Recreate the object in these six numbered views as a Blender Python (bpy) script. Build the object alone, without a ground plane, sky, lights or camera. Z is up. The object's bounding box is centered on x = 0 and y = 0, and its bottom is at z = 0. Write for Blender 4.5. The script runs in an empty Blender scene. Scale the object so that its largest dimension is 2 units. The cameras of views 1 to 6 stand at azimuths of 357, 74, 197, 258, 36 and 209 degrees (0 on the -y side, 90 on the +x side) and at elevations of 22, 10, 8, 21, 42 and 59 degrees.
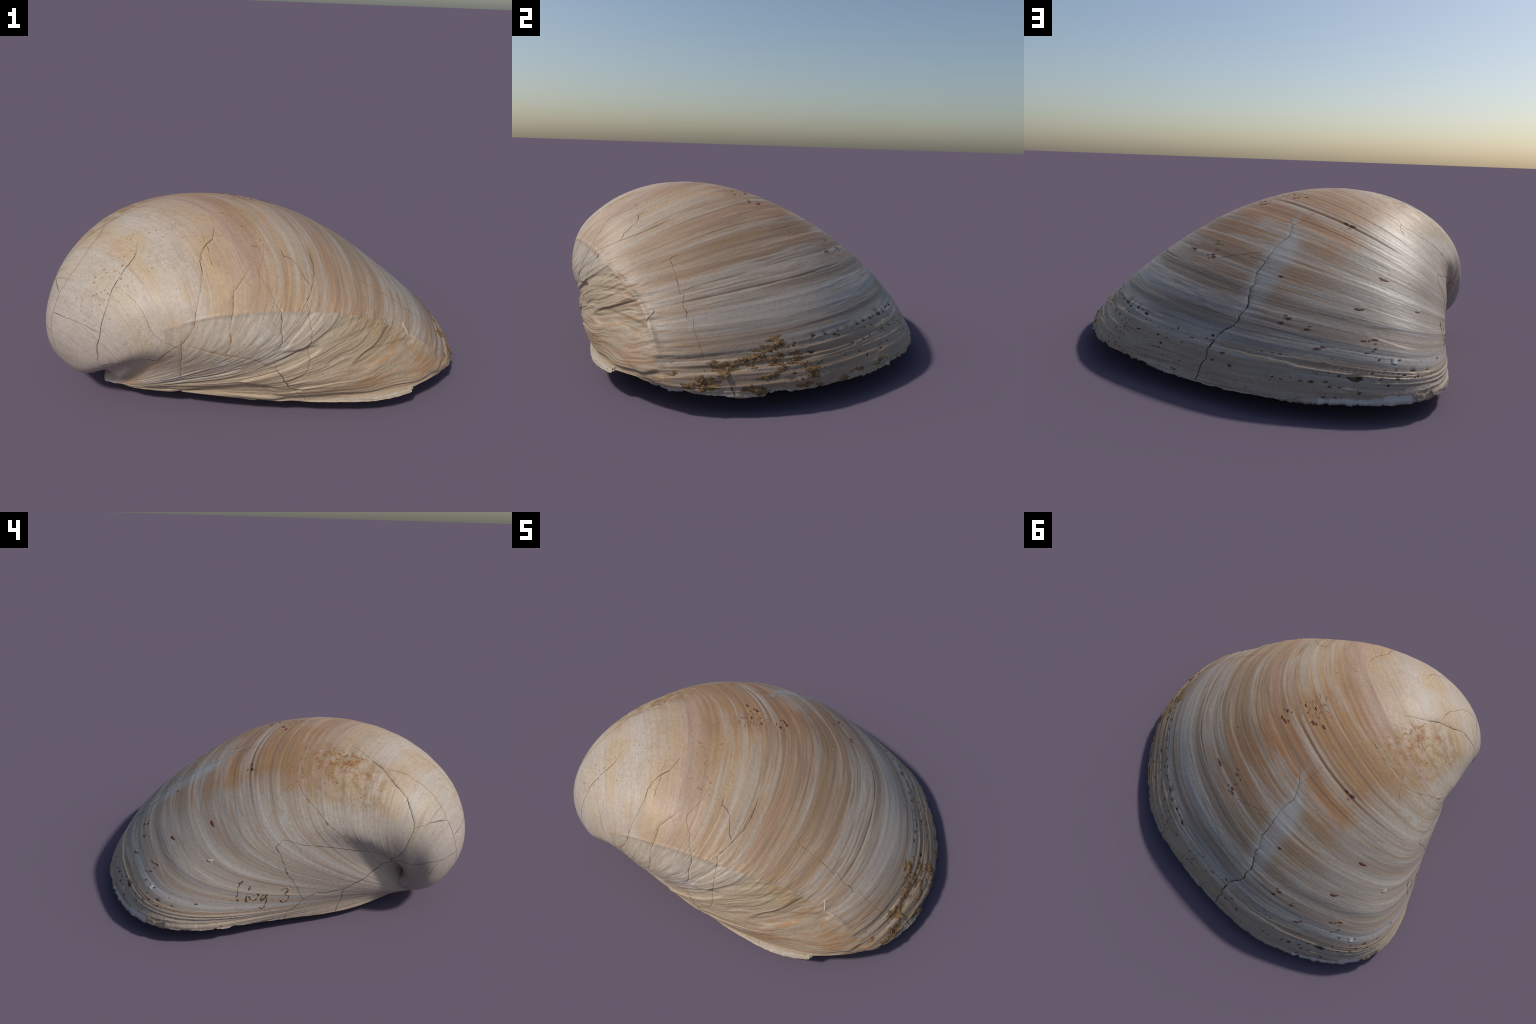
"""One large fossil clam valve lying dome-up: a logarithmic spiral of growth stages.

The valve is built the way the animal built it.  Each growth stage is an old
position of the shell's margin; every stage hangs from the hinge axis through
the beak, and the "age" of a point is the angle of its half-plane around that
axis.  Relief (growth lines, grooves, folds) and colour bands both follow it.
"""
import bpy, math, random
import numpy as np

RES = 1.0
rng = np.random.default_rng(7)
random.seed(7)

# ---------------------------------------------------------------- frame of the shell
BEAK = np.array([-0.78, -0.62, 0.09])          # centre of coiling, on the hinge axis
AXIS = np.array([1.0, -1.0, 0.0]) / 2 ** 0.5   # hinge axis, towards the escutcheon
GROW = np.array([1.0, 1.0, 0.0]) / 2 ** 0.5    # growth direction in the margin plane
UP = np.array([0.0, 0.0, 1.0])
WHORL = 0.68                                   # size of a stage = exp(-WHORL * angle)

# Growth stages by their angle (degrees) around the hinge axis, youngest first.
# Stations run along the margin from the escutcheon end to the lunule end.
GROWTH_STAGES = {
    0: [
        (-0.668, -0.629, 0.100), (-0.348, -0.795, 0.094), (0.124, -0.865, 0.080), (0.546, -0.846, 0.093), (0.843, -0.649, 0.091), (0.983, -0.355, 0.066),
        (0.969, -0.005, 0.077), (0.819, 0.354, 0.078), (0.541, 0.650, 0.083), (0.155, 0.828, 0.064), (-0.242, 0.939, 0.063), (-0.576, 0.938, 0.067),
        (-0.859, 0.821, 0.070), (-0.996, 0.562, 0.070), (-0.955, 0.208, 0.057), (-0.908, -0.179, 0.045), (-0.830, -0.503, 0.083), (-0.807, -0.673, 0.092),
    ],
    8: [
        (-0.646, -0.651, 0.078), (-0.339, -0.811, 0.093), (0.107, -0.876, 0.119), (0.482, -0.838, 0.137), (0.774, -0.681, 0.180), (0.890, -0.393, 0.195),
        (0.851, -0.069, 0.237), (0.695, 0.263, 0.247), (0.439, 0.559, 0.246), (0.108, 0.733, 0.239), (-0.253, 0.838, 0.232), (-0.573, 0.819, 0.222),
        (-0.845, 0.707, 0.219), (-0.964, 0.455, 0.183), (-0.953, 0.117, 0.140), (-0.901, -0.225, 0.114), (-0.849, -0.531, 0.086), (-0.813, -0.677, 0.088),
    ],
    20: [
        (-0.627, -0.670, 0.061), (-0.349, -0.806, 0.098), (0.042, -0.896, 0.177), (0.372, -0.868, 0.220), (0.575, -0.707, 0.325), (0.654, -0.457, 0.394),
        (0.613, -0.189, 0.443), (0.481, 0.118, 0.479), (0.251, 0.349, 0.486), (-0.026, 0.517, 0.475), (-0.324, 0.604, 0.442), (-0.598, 0.606, 0.401),
        (-0.835, 0.509, 0.350), (-0.940, 0.296, 0.296), (-0.944, -0.002, 0.229), (-0.910, -0.294, 0.164), (-0.848, -0.552, 0.108), (-0.808, -0.671, 0.094),
    ],
    36: [
        (-0.615, -0.690, 0.055), (-0.386, -0.814, 0.100), (-0.079, -0.911, 0.216), (0.169, -0.892, 0.312), (0.326, -0.790, 0.451), (0.361, -0.581, 0.542),
        (0.304, -0.370, 0.635), (0.190, -0.112, 0.694), (0.013, 0.096, 0.699), (-0.221, 0.243, 0.671), (-0.454, 0.317, 0.622), (-0.678, 0.324, 0.550),
        (-0.860, 0.259, 0.468), (-0.934, 0.096, 0.380), (-0.937, -0.138, 0.293), (-0.898, -0.366, 0.210), (-0.830, -0.560, 0.137), (-0.803, -0.657, 0.104),
    ],
    55: [
        (-0.613, -0.710, 0.065), (-0.442, -0.819, 0.116), (-0.222, -0.907, 0.241), (-0.048, -0.941, 0.368), (0.030, -0.875, 0.504), (0.035, -0.739, 0.635),
        (-0.033, -0.571, 0.731), (-0.143, -0.385, 0.800), (-0.298, -0.218, 0.813), (-0.469, -0.088, 0.776), (-0.634, 0.006, 0.709), (-0.779, 0.042, 0.620),
        (-0.893, 0.013, 0.519), (-0.929, -0.099, 0.419), (-0.918, -0.266, 0.319), (-0.872, -0.430, 0.232), (-0.820, -0.572, 0.156), (-0.795, -0.643, 0.121),
    ],
    78: [
        (-0.625, -0.729, 0.078), (-0.510, -0.820, 0.128), (-0.375, -0.893, 0.247), (-0.277, -0.951, 0.369), (-0.246, -0.931, 0.494), (-0.274, -0.860, 0.606),
        (-0.350, -0.752, 0.697), (-0.452, -0.624, 0.758), (-0.583, -0.489, 0.770), (-0.711, -0.380, 0.736), (-0.814, -0.283, 0.672), (-0.889, -0.227, 0.584),
        (-0.944, -0.217, 0.485), (-0.935, -0.275, 0.396), (-0.908, -0.379, 0.309), (-0.852, -0.486, 0.233), (-0.802, -0.580, 0.166), (-0.785, -0.630, 0.136),
    ],
    104: [
        (-0.646, -0.742, 0.085), (-0.574, -0.796, 0.134), (-0.505, -0.858, 0.238), (-0.466, -0.927, 0.334), (-0.473, -0.948, 0.409), (-0.521, -0.925, 0.493),
        (-0.601, -0.872, 0.550), (-0.693, -0.790, 0.591), (-0.798, -0.680, 0.603), (-0.883, -0.574, 0.585), (-0.940, -0.485, 0.535), (-0.967, -0.416, 0.472),
        (-0.962, -0.387, 0.403), (-0.940, -0.404, 0.334), (-0.886, -0.460, 0.272), (-0.828, -0.525, 0.217), (-0.783, -0.584, 0.168), (-0.772, -0.619, 0.146),
    ],
    134: [
        (-0.671, -0.745, 0.088), (-0.630, -0.779, 0.126), (-0.603, -0.837, 0.191), (-0.596, -0.887, 0.262), (-0.620, -0.922, 0.304), (-0.670, -0.915, 0.334),
        (-0.741, -0.888, 0.358), (-0.823, -0.841, 0.378), (-0.913, -0.757, 0.379), (-0.968, -0.667, 0.365), (-0.989, -0.582, 0.348), (-0.971, -0.517, 0.324),
        (-0.950, -0.480, 0.290), (-0.910, -0.479, 0.256), (-0.856, -0.506, 0.221), (-0.804, -0.545, 0.191), (-0.764, -0.582, 0.163), (-0.755, -0.608, 0.149),
    ],
    170: [
        (-0.696, -0.740, 0.093), (-0.672, -0.752, 0.121), (-0.663, -0.786, 0.154), (-0.665, -0.814, 0.187), (-0.683, -0.824, 0.206), (-0.725, -0.832, 0.205),
        (-0.780, -0.815, 0.190), (-0.837, -0.774, 0.179), (-0.898, -0.708, 0.177), (-0.936, -0.641, 0.167), (-0.953, -0.569, 0.175), (-0.929, -0.527, 0.190),
        (-0.894, -0.500, 0.192), (-0.857, -0.499, 0.185), (-0.813, -0.518, 0.175), (-0.773, -0.546, 0.165), (-0.742, -0.573, 0.155), (-0.736, -0.596, 0.147),
    ],
    215: [
        (-0.717, -0.729, 0.102), (-0.700, -0.718, 0.127), (-0.689, -0.719, 0.143), (-0.684, -0.716, 0.154), (-0.690, -0.702, 0.159), (-0.709, -0.684, 0.152),
        (-0.740, -0.663, 0.125), (-0.777, -0.636, 0.093), (-0.809, -0.588, 0.083), (-0.827, -0.539, 0.091), (-0.829, -0.494, 0.115), (-0.823, -0.474, 0.132),
        (-0.808, -0.467, 0.144), (-0.786, -0.477, 0.151), (-0.760, -0.501, 0.152), (-0.736, -0.529, 0.151), (-0.718, -0.557, 0.149), (-0.713, -0.582, 0.142),
    ],
    280: [
        (-0.715, -0.592, 0.145), (-0.710, -0.581, 0.156), (-0.704, -0.570, 0.165), (-0.699, -0.559, 0.171), (-0.697, -0.546, 0.175), (-0.697, -0.533, 0.174),
        (-0.700, -0.522, 0.168), (-0.703, -0.512, 0.160), (-0.706, -0.501, 0.156), (-0.707, -0.492, 0.157), (-0.709, -0.486, 0.160), (-0.711, -0.485, 0.163),
        (-0.712, -0.489, 0.164), (-0.710, -0.496, 0.164), (-0.707, -0.507, 0.162), (-0.704, -0.518, 0.160), (-0.701, -0.529, 0.157), (-0.699, -0.539, 0.153),
    ],
}

CRACKS = {
    "main_beak_crack": ("dark", 0.0040, 1, [(4.54, 8.65), (4.65, 8.73), (4.87, 8.93), (5.08, 9.04), (5.21, 9.19), (5.38, 9.33), (5.54, 9.41), (5.66, 9.47), (5.82, 9.73), (6.04, 10.03), (6.12, 10.20), (6.23, 10.72), (6.36, 11.50), (6.32, 12.27), (5.49, 13.98), (4.91, 14.23), (4.28, 14.44), (3.95, 14.58), (3.61, 14.60), (2.79, 14.70), (2.29, 14.65), (1.85, 14.62), (1.78, 14.57), (1.68, 14.47), (1.54, 14.41), (1.63, 14.22), (1.43, 14.21), (1.23, 14.16)]),
    "front_crack_low": ("dark", 0.0030, 0, [(1.23, 14.16), (0.90, 14.16), (0.65, 14.13), (0.39, 14.13), (0.05, 14.20)]),
    "front_crack_up": ("dark", 0.0028, 0, [(1.24, 14.16), (1.56, 13.98), (1.87, 13.80), (2.15, 13.60), (2.36, 13.39), (2.54, 13.22), (2.35, 13.39), (2.70, 13.08), (2.96, 12.74), (3.04, 12.55), (3.08, 12.47), (3.33, 12.34), (3.34, 12.35), (3.52, 12.70), (3.86, 12.95), (4.17, 13.14), (4.49, 13.28), (4.98, 13.22), (5.58, 12.99), (5.91, 13.19)]),
    "beak_long_crack": ("dark", 0.0030, 0, [(5.15, 8.97), (5.28, 8.79), (5.43, 8.62), (5.58, 8.57), (5.75, 8.44), (5.92, 8.36), (6.14, 8.36), (6.45, 8.39), (6.77, 8.30), (6.99, 8.23), (7.17, 8.15), (7.43, 7.89)]),
    "beak_branch": ("dark", 0.0022, 0, [(6.13, 10.22), (6.20, 9.81), (6.24, 9.72), (6.35, 8.88), (6.45, 8.39)]),
    "beak_branch_low": ("dark", 0.0020, 0, [(7.14, 8.22), (7.12, 9.56), (7.07, 10.23), (7.13, 10.90), (6.94, 11.68), (6.02, 13.14)]),
    "beak_branch_short": ("dark", 0.0020, 0, [(7.13, 9.56), (7.31, 9.88), (7.50, 10.10)]),
    "front_drop": ("dark", 0.0026, 0, [(1.85, 14.61), (1.50, 14.70), (1.10, 14.82), (0.54, 14.87), (0.02, 14.90)]),
    "rust_thread": ("rust", 0.0030, 0, [(4.00, 8.74), (4.00, 9.28), (4.01, 9.64), (4.04, 9.93), (4.10, 10.26), (4.03, 10.44), (4.03, 10.58), (4.09, 10.88), (4.18, 11.17), (4.30, 11.47), (4.38, 11.91), (4.36, 11.73), (4.43, 11.95), (4.58, 12.40), (4.51, 13.16)]),
    "rust_branch": ("rust", 0.0030, 0, [(4.03, 10.44), (3.89, 10.60), (3.80, 10.83)]),
    "rust_arm": ("rust", 0.0030, 0, [(4.53, 9.22), (4.69, 9.12), (4.86, 8.98)]),
    "umbo_crack": ("dark", 0.0036, 1, [(5.26, 7.31), (5.35, 7.13), (5.40, 7.00), (5.48, 6.91), (5.65, 6.82), (5.81, 6.70), (5.96, 6.61), (6.10, 6.41), (6.26, 6.24), (6.42, 6.07), (6.46, 6.03), (6.61, 5.85), (6.73, 5.72), (6.90, 5.63), (7.00, 5.52), (7.14, 5.28), (7.30, 5.21), (7.49, 4.81)]),
    "under_beak_crack": ("dark", 0.0030, 0, [(7.49, 4.81), (7.22, 4.26), (7.01, 3.66), (6.73, 3.40), (6.39, 3.08), (5.87, 2.53), (5.80, 2.93), (5.60, 3.36), (5.45, 3.41)]),
    "umbo_cross_crack": ("dark", 0.0028, 0, [(6.78, 8.31), (6.73, 7.44), (6.69, 6.95), (6.67, 6.59), (6.65, 6.14), (6.62, 5.86)]),
    "umbo_spur": ("dark", 0.0020, 0, [(6.45, 8.41), (6.28, 9.39)]),
    "flank_crack": ("dark", 0.0034, 1, [(4.43, 6.59), (4.56, 6.26), (4.67, 6.16), (4.79, 5.99), (4.87, 5.74), (4.91, 5.44), (4.99, 5.16), (5.09, 4.79)]),
    "flank_crack_rust": ("rust", 0.0048, 1, [(5.09, 4.79), (5.17, 4.46), (5.19, 4.38), (5.21, 4.20), (5.24, 3.98), (5.32, 3.74), (5.45, 3.41), (5.41, 3.05), (5.19, 2.36), (4.90, 1.97), (4.55, 1.61)]),
    "flank_fork": ("rust", 0.0032, 0, [(4.63, 6.52), (4.66, 6.33), (4.67, 6.16), (4.71, 5.89), (4.76, 5.53)]),
    "panel_rust": ("rust", 0.0048, 1, [(4.33, 5.23), (4.46, 4.97), (4.61, 4.71), (4.63, 4.55), (4.63, 4.31), (4.64, 4.26), (4.65, 4.11), (4.65, 3.83), (4.65, 3.64), (4.57, 3.37), (4.53, 3.04), (4.48, 2.82)]),
    "panel_long": ("rust", 0.0032, 1, [(5.34, 3.37), (5.11, 3.16), (4.73, 2.95), (4.47, 2.84), (4.14, 2.76), (3.94, 2.72), (3.88, 2.71), (3.54, 2.61), (3.37, 2.55), (3.15, 2.52)]),
    "panel_dark": ("dark", 0.0040, 1, [(3.15, 2.52), (2.87, 2.42), (2.40, 2.23), (1.79, 2.10), (1.49, 2.12), (1.11, 2.12), (0.64, 2.13), (0.33, 2.12)]),
    "ridge_rust": ("rust", 0.0034, 0, [(4.04, 5.75), (4.08, 5.52), (4.20, 5.18), (4.24, 5.00), (4.21, 4.91), (4.18, 4.76), (4.12, 4.65)]),
    "ridge_dark": ("dark", 0.0032, 1, [(4.12, 4.65), (4.08, 4.46), (4.05, 4.32), (3.94, 4.08), (3.89, 3.86), (3.88, 3.83), (3.86, 3.67), (3.77, 3.45), (3.65, 3.16), (3.63, 2.96), (3.62, 2.78)]),
    "fork_left": ("dark", 0.0028, 0, [(3.82, 5.65), (3.82, 5.47), (3.75, 5.38), (3.69, 5.23), (3.66, 5.05), (3.62, 4.87), (3.54, 4.68)]),
    "fork_right": ("dark", 0.0032, 1, [(3.40, 5.81), (3.42, 5.57), (3.44, 5.21), (3.49, 4.91), (3.54, 4.66), (3.55, 4.55), (3.61, 4.31)]),
    "fork_foot": ("rust", 0.0030, 0, [(3.61, 4.31), (3.64, 4.17), (3.69, 3.88), (3.72, 3.70), (3.76, 3.52)]),
    "panel_drop": ("rust", 0.0038, 1, [(3.61, 4.31), (3.54, 4.09), (3.45, 3.80), (3.45, 3.80), (3.36, 3.62), (3.25, 3.39), (3.16, 3.22), (2.91, 2.96), (2.73, 2.77), (2.52, 2.54), (2.44, 2.37), (2.32, 2.21)]),
    "pink_thread": ("rust", 0.0020, 0, [(5.86, 6.18), (5.85, 5.75), (5.87, 5.36), (5.90, 4.89), (5.92, 4.70), (5.90, 4.21), (5.76, 3.75), (5.48, 3.25)]),
    "rear_crack": ("rust", 0.0030, 0, [(2.77, 5.28), (2.78, 5.18), (2.75, 5.10), (2.67, 5.06), (2.53, 5.00), (2.40, 4.96), (2.31, 4.93), (2.21, 4.89), (2.08, 4.85)]),
    "rear_crack_mid": ("dark", 0.0028, 0, [(2.09, 4.92), (2.07, 4.90), (1.93, 4.83), (1.85, 4.81), (1.78, 4.82), (1.69, 4.79), (1.64, 4.81)]),
    "rear_crack_low": ("rust", 0.0030, 0, [(1.69, 4.88), (1.57, 4.85), (1.43, 4.83), (1.28, 4.84), (1.16, 4.84), (1.04, 4.84)]),
    "rear_crack_foot": ("dark", 0.0026, 0, [(0.97, 4.91), (0.86, 4.91), (0.77, 4.97), (0.69, 5.04), (0.57, 5.06), (0.41, 5.07), (0.12, 5.06)]),
    "rear_thread": ("rust", 0.0022, 0, [(2.15, 4.93), (2.17, 5.19), (2.17, 5.47), (2.16, 5.73), (2.16, 6.04)]),
    "great_crack": ("dark", 0.0072, 1, [(3.07, 8.80), (2.94, 9.08), (2.83, 9.21), (2.73, 9.29), (2.64, 9.28), (2.55, 9.29), (2.45, 9.31), (2.32, 9.36), (2.14, 9.41), (2.02, 9.42), (1.87, 9.53), (1.80, 9.52), (1.68, 9.58), (1.57, 9.64), (1.57, 9.64), (1.52, 9.65), (1.38, 9.63), (1.30, 9.65), (1.22, 9.62), (1.12, 9.55), (1.00, 9.50), (0.89, 9.49), (0.74, 9.47), (0.62, 9.49), (0.50, 9.47), (0.33, 9.46), (0.08, 9.44)]),
    "great_crack_spur": ("rust", 0.0020, 0, [(2.96, 9.08), (3.09, 9.12), (3.23, 9.06), (3.31, 9.05)]),
    "great_crack_arm": ("rust", 0.0022, 0, [(2.09, 8.61), (2.18, 8.79), (2.28, 9.03), (2.36, 9.19)]),
}
INK_STROKES = [
    [(1.852, 12.951), (1.692, 12.985), (1.572, 13.031), (1.391, 13.110), (1.241, 13.144), (1.171, 13.144)],  # tall stroke
    [(1.181, 13.110), (1.241, 13.144), (1.181, 13.223)],  # foot
    [(1.712, 13.144), (1.582, 13.201)],  # dot
    [(1.441, 13.246), (1.271, 13.292), (1.181, 13.326), (1.211, 13.337)],  # short stroke
    [(1.411, 13.269), (1.281, 13.360), (1.251, 13.416), (1.291, 13.439), (1.411, 13.416), (1.491, 13.371), (1.451, 13.348), (1.441, 13.326)],  # bowl
    [(1.502, 13.507), (1.451, 13.473), (1.301, 13.496), (1.271, 13.541), (1.471, 13.518), (1.251, 13.598), (1.011, 13.654), (0.891, 13.666), (0.951, 13.598)],  # tail letter
    [(1.281, 13.666), (1.271, 13.688)],  # stop
    [(1.682, 13.654), (1.792, 13.654), (1.782, 13.711), (1.662, 13.757), (1.552, 13.757), (1.491, 13.825), (1.361, 13.881), (1.211, 13.904), (1.161, 13.870), (1.251, 13.802)],  # three
]
FLECKS = [
    (2.08, 9.79), (2.54, 11.20), (3.27, 9.98), (3.33, 9.82), (3.34, 9.99), (1.85, 11.11), (1.87, 11.14), (1.50, 10.25),
    (1.41, 10.20), (1.44, 10.58), (1.39, 10.57), (1.10, 10.77), (1.14, 10.84), (1.32, 11.41), (1.27, 11.50), (1.17, 11.51),
    (1.12, 11.48), (0.86, 10.90), (2.09, 8.49), (2.12, 7.83), (2.29, 8.26), (2.09, 8.31), (3.17, 7.73), (3.57, 7.77),
    (3.56, 8.02), (3.47, 8.07), (3.46, 7.80), (3.47, 7.60), (3.24, 7.55), (3.56, 8.28), (3.18, 7.75), (3.17, 7.71),
    (3.25, 7.55), (2.29, 8.38), (2.08, 8.48), (2.12, 7.88), (2.54, 11.20), (1.85, 11.13), (1.40, 10.55), (1.09, 10.75),
]
PITS = [
    (0.50, 10.43), (0.50, 10.67), (0.50, 10.79), (0.52, 10.96), (0.57, 11.30), (0.59, 11.36), (0.61, 11.23), (0.55, 11.62),
    (0.62, 11.95), (0.54, 11.85), (0.41, 11.13), (0.68, 11.50), (0.69, 12.38), (0.71, 12.09), (0.64, 11.11), (1.75, 12.95),
    (1.01, 7.42), (1.02, 7.67), (1.00, 7.83), (1.06, 7.85), (1.04, 8.03), (1.04, 8.15), (1.02, 8.27), (0.67, 8.09),
    (0.77, 8.71), (0.76, 8.86), (0.77, 9.11), (0.65, 8.82), (0.61, 9.57), (0.76, 9.66), (0.58, 9.80), (0.78, 7.51),
    (0.79, 7.73), (0.80, 7.95), (0.81, 8.07), (0.88, 9.20), (1.00, 9.44), (0.96, 8.94), (0.52, 10.33), (1.01, 7.85),
    (1.02, 7.68), (1.02, 7.50), (1.02, 7.26), (1.01, 7.11), (1.01, 6.90), (0.99, 6.73), (0.95, 6.65), (0.99, 6.51),
    (1.01, 6.32), (0.98, 6.03), (0.77, 6.19), (0.79, 7.53), (0.74, 7.07), (0.74, 6.85), (0.46, 5.84), (0.46, 7.25),
    (0.45, 6.97),
]
CLUMPS = [
    (0.59, 4.74, 0.042), (0.45, 4.74, 0.036), (0.50, 4.63, 0.024), (0.40, 4.53, 0.020), (0.88, 4.98, 0.024), (0.87, 5.04, 0.022), (0.79, 5.09, 0.032), (0.86, 5.17, 0.022),
    (0.72, 5.06, 0.026), (0.95, 5.31, 0.018), (0.74, 4.43, 0.014), (1.04, 5.82, 0.032), (1.00, 5.74, 0.026), (0.97, 5.67, 0.024), (0.93, 5.53, 0.030), (0.93, 5.44, 0.024),
    (0.94, 5.34, 0.026), (0.83, 5.67, 0.022), (0.76, 5.64, 0.026), (0.88, 5.76, 0.022), (0.83, 5.99, 0.022), (0.71, 5.92, 0.024), (0.70, 5.98, 0.022), (0.59, 5.99, 0.020),
    (0.47, 6.03, 0.036), (0.33, 6.06, 0.030), (0.66, 5.75, 0.020), (0.34, 5.30, 0.034), (0.26, 5.35, 0.034), (0.17, 5.41, 0.022), (0.55, 5.61, 0.024), (0.54, 5.56, 0.024),
    (0.53, 5.49, 0.020), (0.13, 5.93, 0.022), (0.16, 5.87, 0.016), (0.01, 6.09, 0.018), (0.11, 6.46, 0.022), (0.20, 6.76, 0.022), (0.24, 7.11, 0.022), (0.82, 5.39, 0.018),
    (0.70, 5.86, 0.018), (0.95, 5.99, 0.014), (1.06, 5.60, 0.014), (0.96, 4.96, 0.018), (0.72, 5.06, 0.016),
]
WHITE_PATCH = [
    (0.98, 11.78), (0.87, 11.79),
]
CHIP = [
    (2.07, 12.10),
]
SPINE = [
    (1.90, 4.38), (1.74, 4.20),
]
FLAKE = [
    (2.34, 8.18), (2.28, 8.24), (2.20, 8.38), (2.08, 8.49), (2.57, 7.38),
]

STAGE_ROWS = np.array([GROWTH_STAGES[k] for k in sorted(GROWTH_STAGES)])
NU, NV = STAGE_ROWS.shape[:2]


def spline_weights(n, t):
    """Weights of n knots at parameters t for a C2 cubic interpolating spline."""
    A, R = np.zeros((n, n)), np.zeros((n, n))
    for i in range(1, n - 1):
        A[i, i - 1:i + 2] = [1, 4, 1]
        R[i, i - 1:i + 2] = [6, -12, 6]
    A[0, 0:3] = [1, -2, 1]
    A[-1, -3:] = [1, -2, 1]
    S = np.linalg.solve(A, R)
    t = np.asarray(t, float)
    i = np.clip(np.floor(t).astype(int), 0, n - 2)
    f = t - i
    B, r = np.zeros((len(t), n)), np.arange(len(t))
    B[r, i] += 1 - f
    B[r, i + 1] += f
    return B + ((1 - f) ** 3 - (1 - f))[:, None] / 6 * S[i] + (f ** 3 - f)[:, None] / 6 * S[i + 1]


def smooth(a, b, x):
    f = np.clip((x - a) / (b - a), 0, 1)
    return f * f * (3 - 2 * f)


def bell(x, c, w):
    return np.exp(-((x - c) / w) ** 2)


def hash01(*ints):
    h = np.zeros(np.broadcast(*ints).shape, np.uint64) + np.uint64(0x9E3779B97F4A7C15)
    for n, m in zip(ints, (73856093, 19349663, 83492791, 2654435761)):
        h = (h ^ (n.astype(np.int64).astype(np.uint64) * np.uint64(m))) * np.uint64(0xBF58476D1CE4E5B9)
        h ^= h >> np.uint64(29)
    return (h >> np.uint64(40)).astype(np.float64) / 2 ** 24


def noise(*coords, seed=0):
    """Smooth value noise in any number of dimensions, range -1..1."""
    coords = np.broadcast_arrays(*[np.asarray(c, float) for c in coords])
    cells = [np.floor(c) for c in coords]
    fr = [c - k for c, k in zip(coords, cells)]
    fr = [f * f * f * (f * (f * 6 - 15) + 10) for f in fr]
    out = 0.0
    for corner in range(2 ** len(coords)):
        w, ids = 1.0, []
        for d in range(len(coords)):
            bit = corner >> d & 1
            w = w * (fr[d] if bit else 1 - fr[d])
            ids.append(cells[d] + bit)
        out = out + w * hash01(*ids, np.full_like(ids[0], seed))
    return out * 2 - 1


def surface(u, v):
    """Smooth shell surface at stage u and station v (equal-length arrays)."""
    return np.einsum("nu,nv,uvk->nk", spline_weights(NU, u), spline_weights(NV, v), STAGE_ROWS, optimize=True)


def grid_surface(u, v):
    return np.einsum("iu,jv,uvk->ijk", spline_weights(NU, u), spline_weights(NV, v), STAGE_ROWS, optimize=True)


def age(P):
    d = P - BEAK
    return np.degrees(np.arctan2(d @ UP, d @ GROW)) % 360 - 0.0


def ridge_station(u):
    """Station of the ridge that parts the disc from the escutcheon."""
    return np.interp(u, [0, 1.2, 2.0, 3.0, 4.5, 5.5, 6.5, 8, 10], [4.28, 4.25, 4.2, 4.09, 4.09, 4.22, 4.5, 4.6, 4.6])


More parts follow.
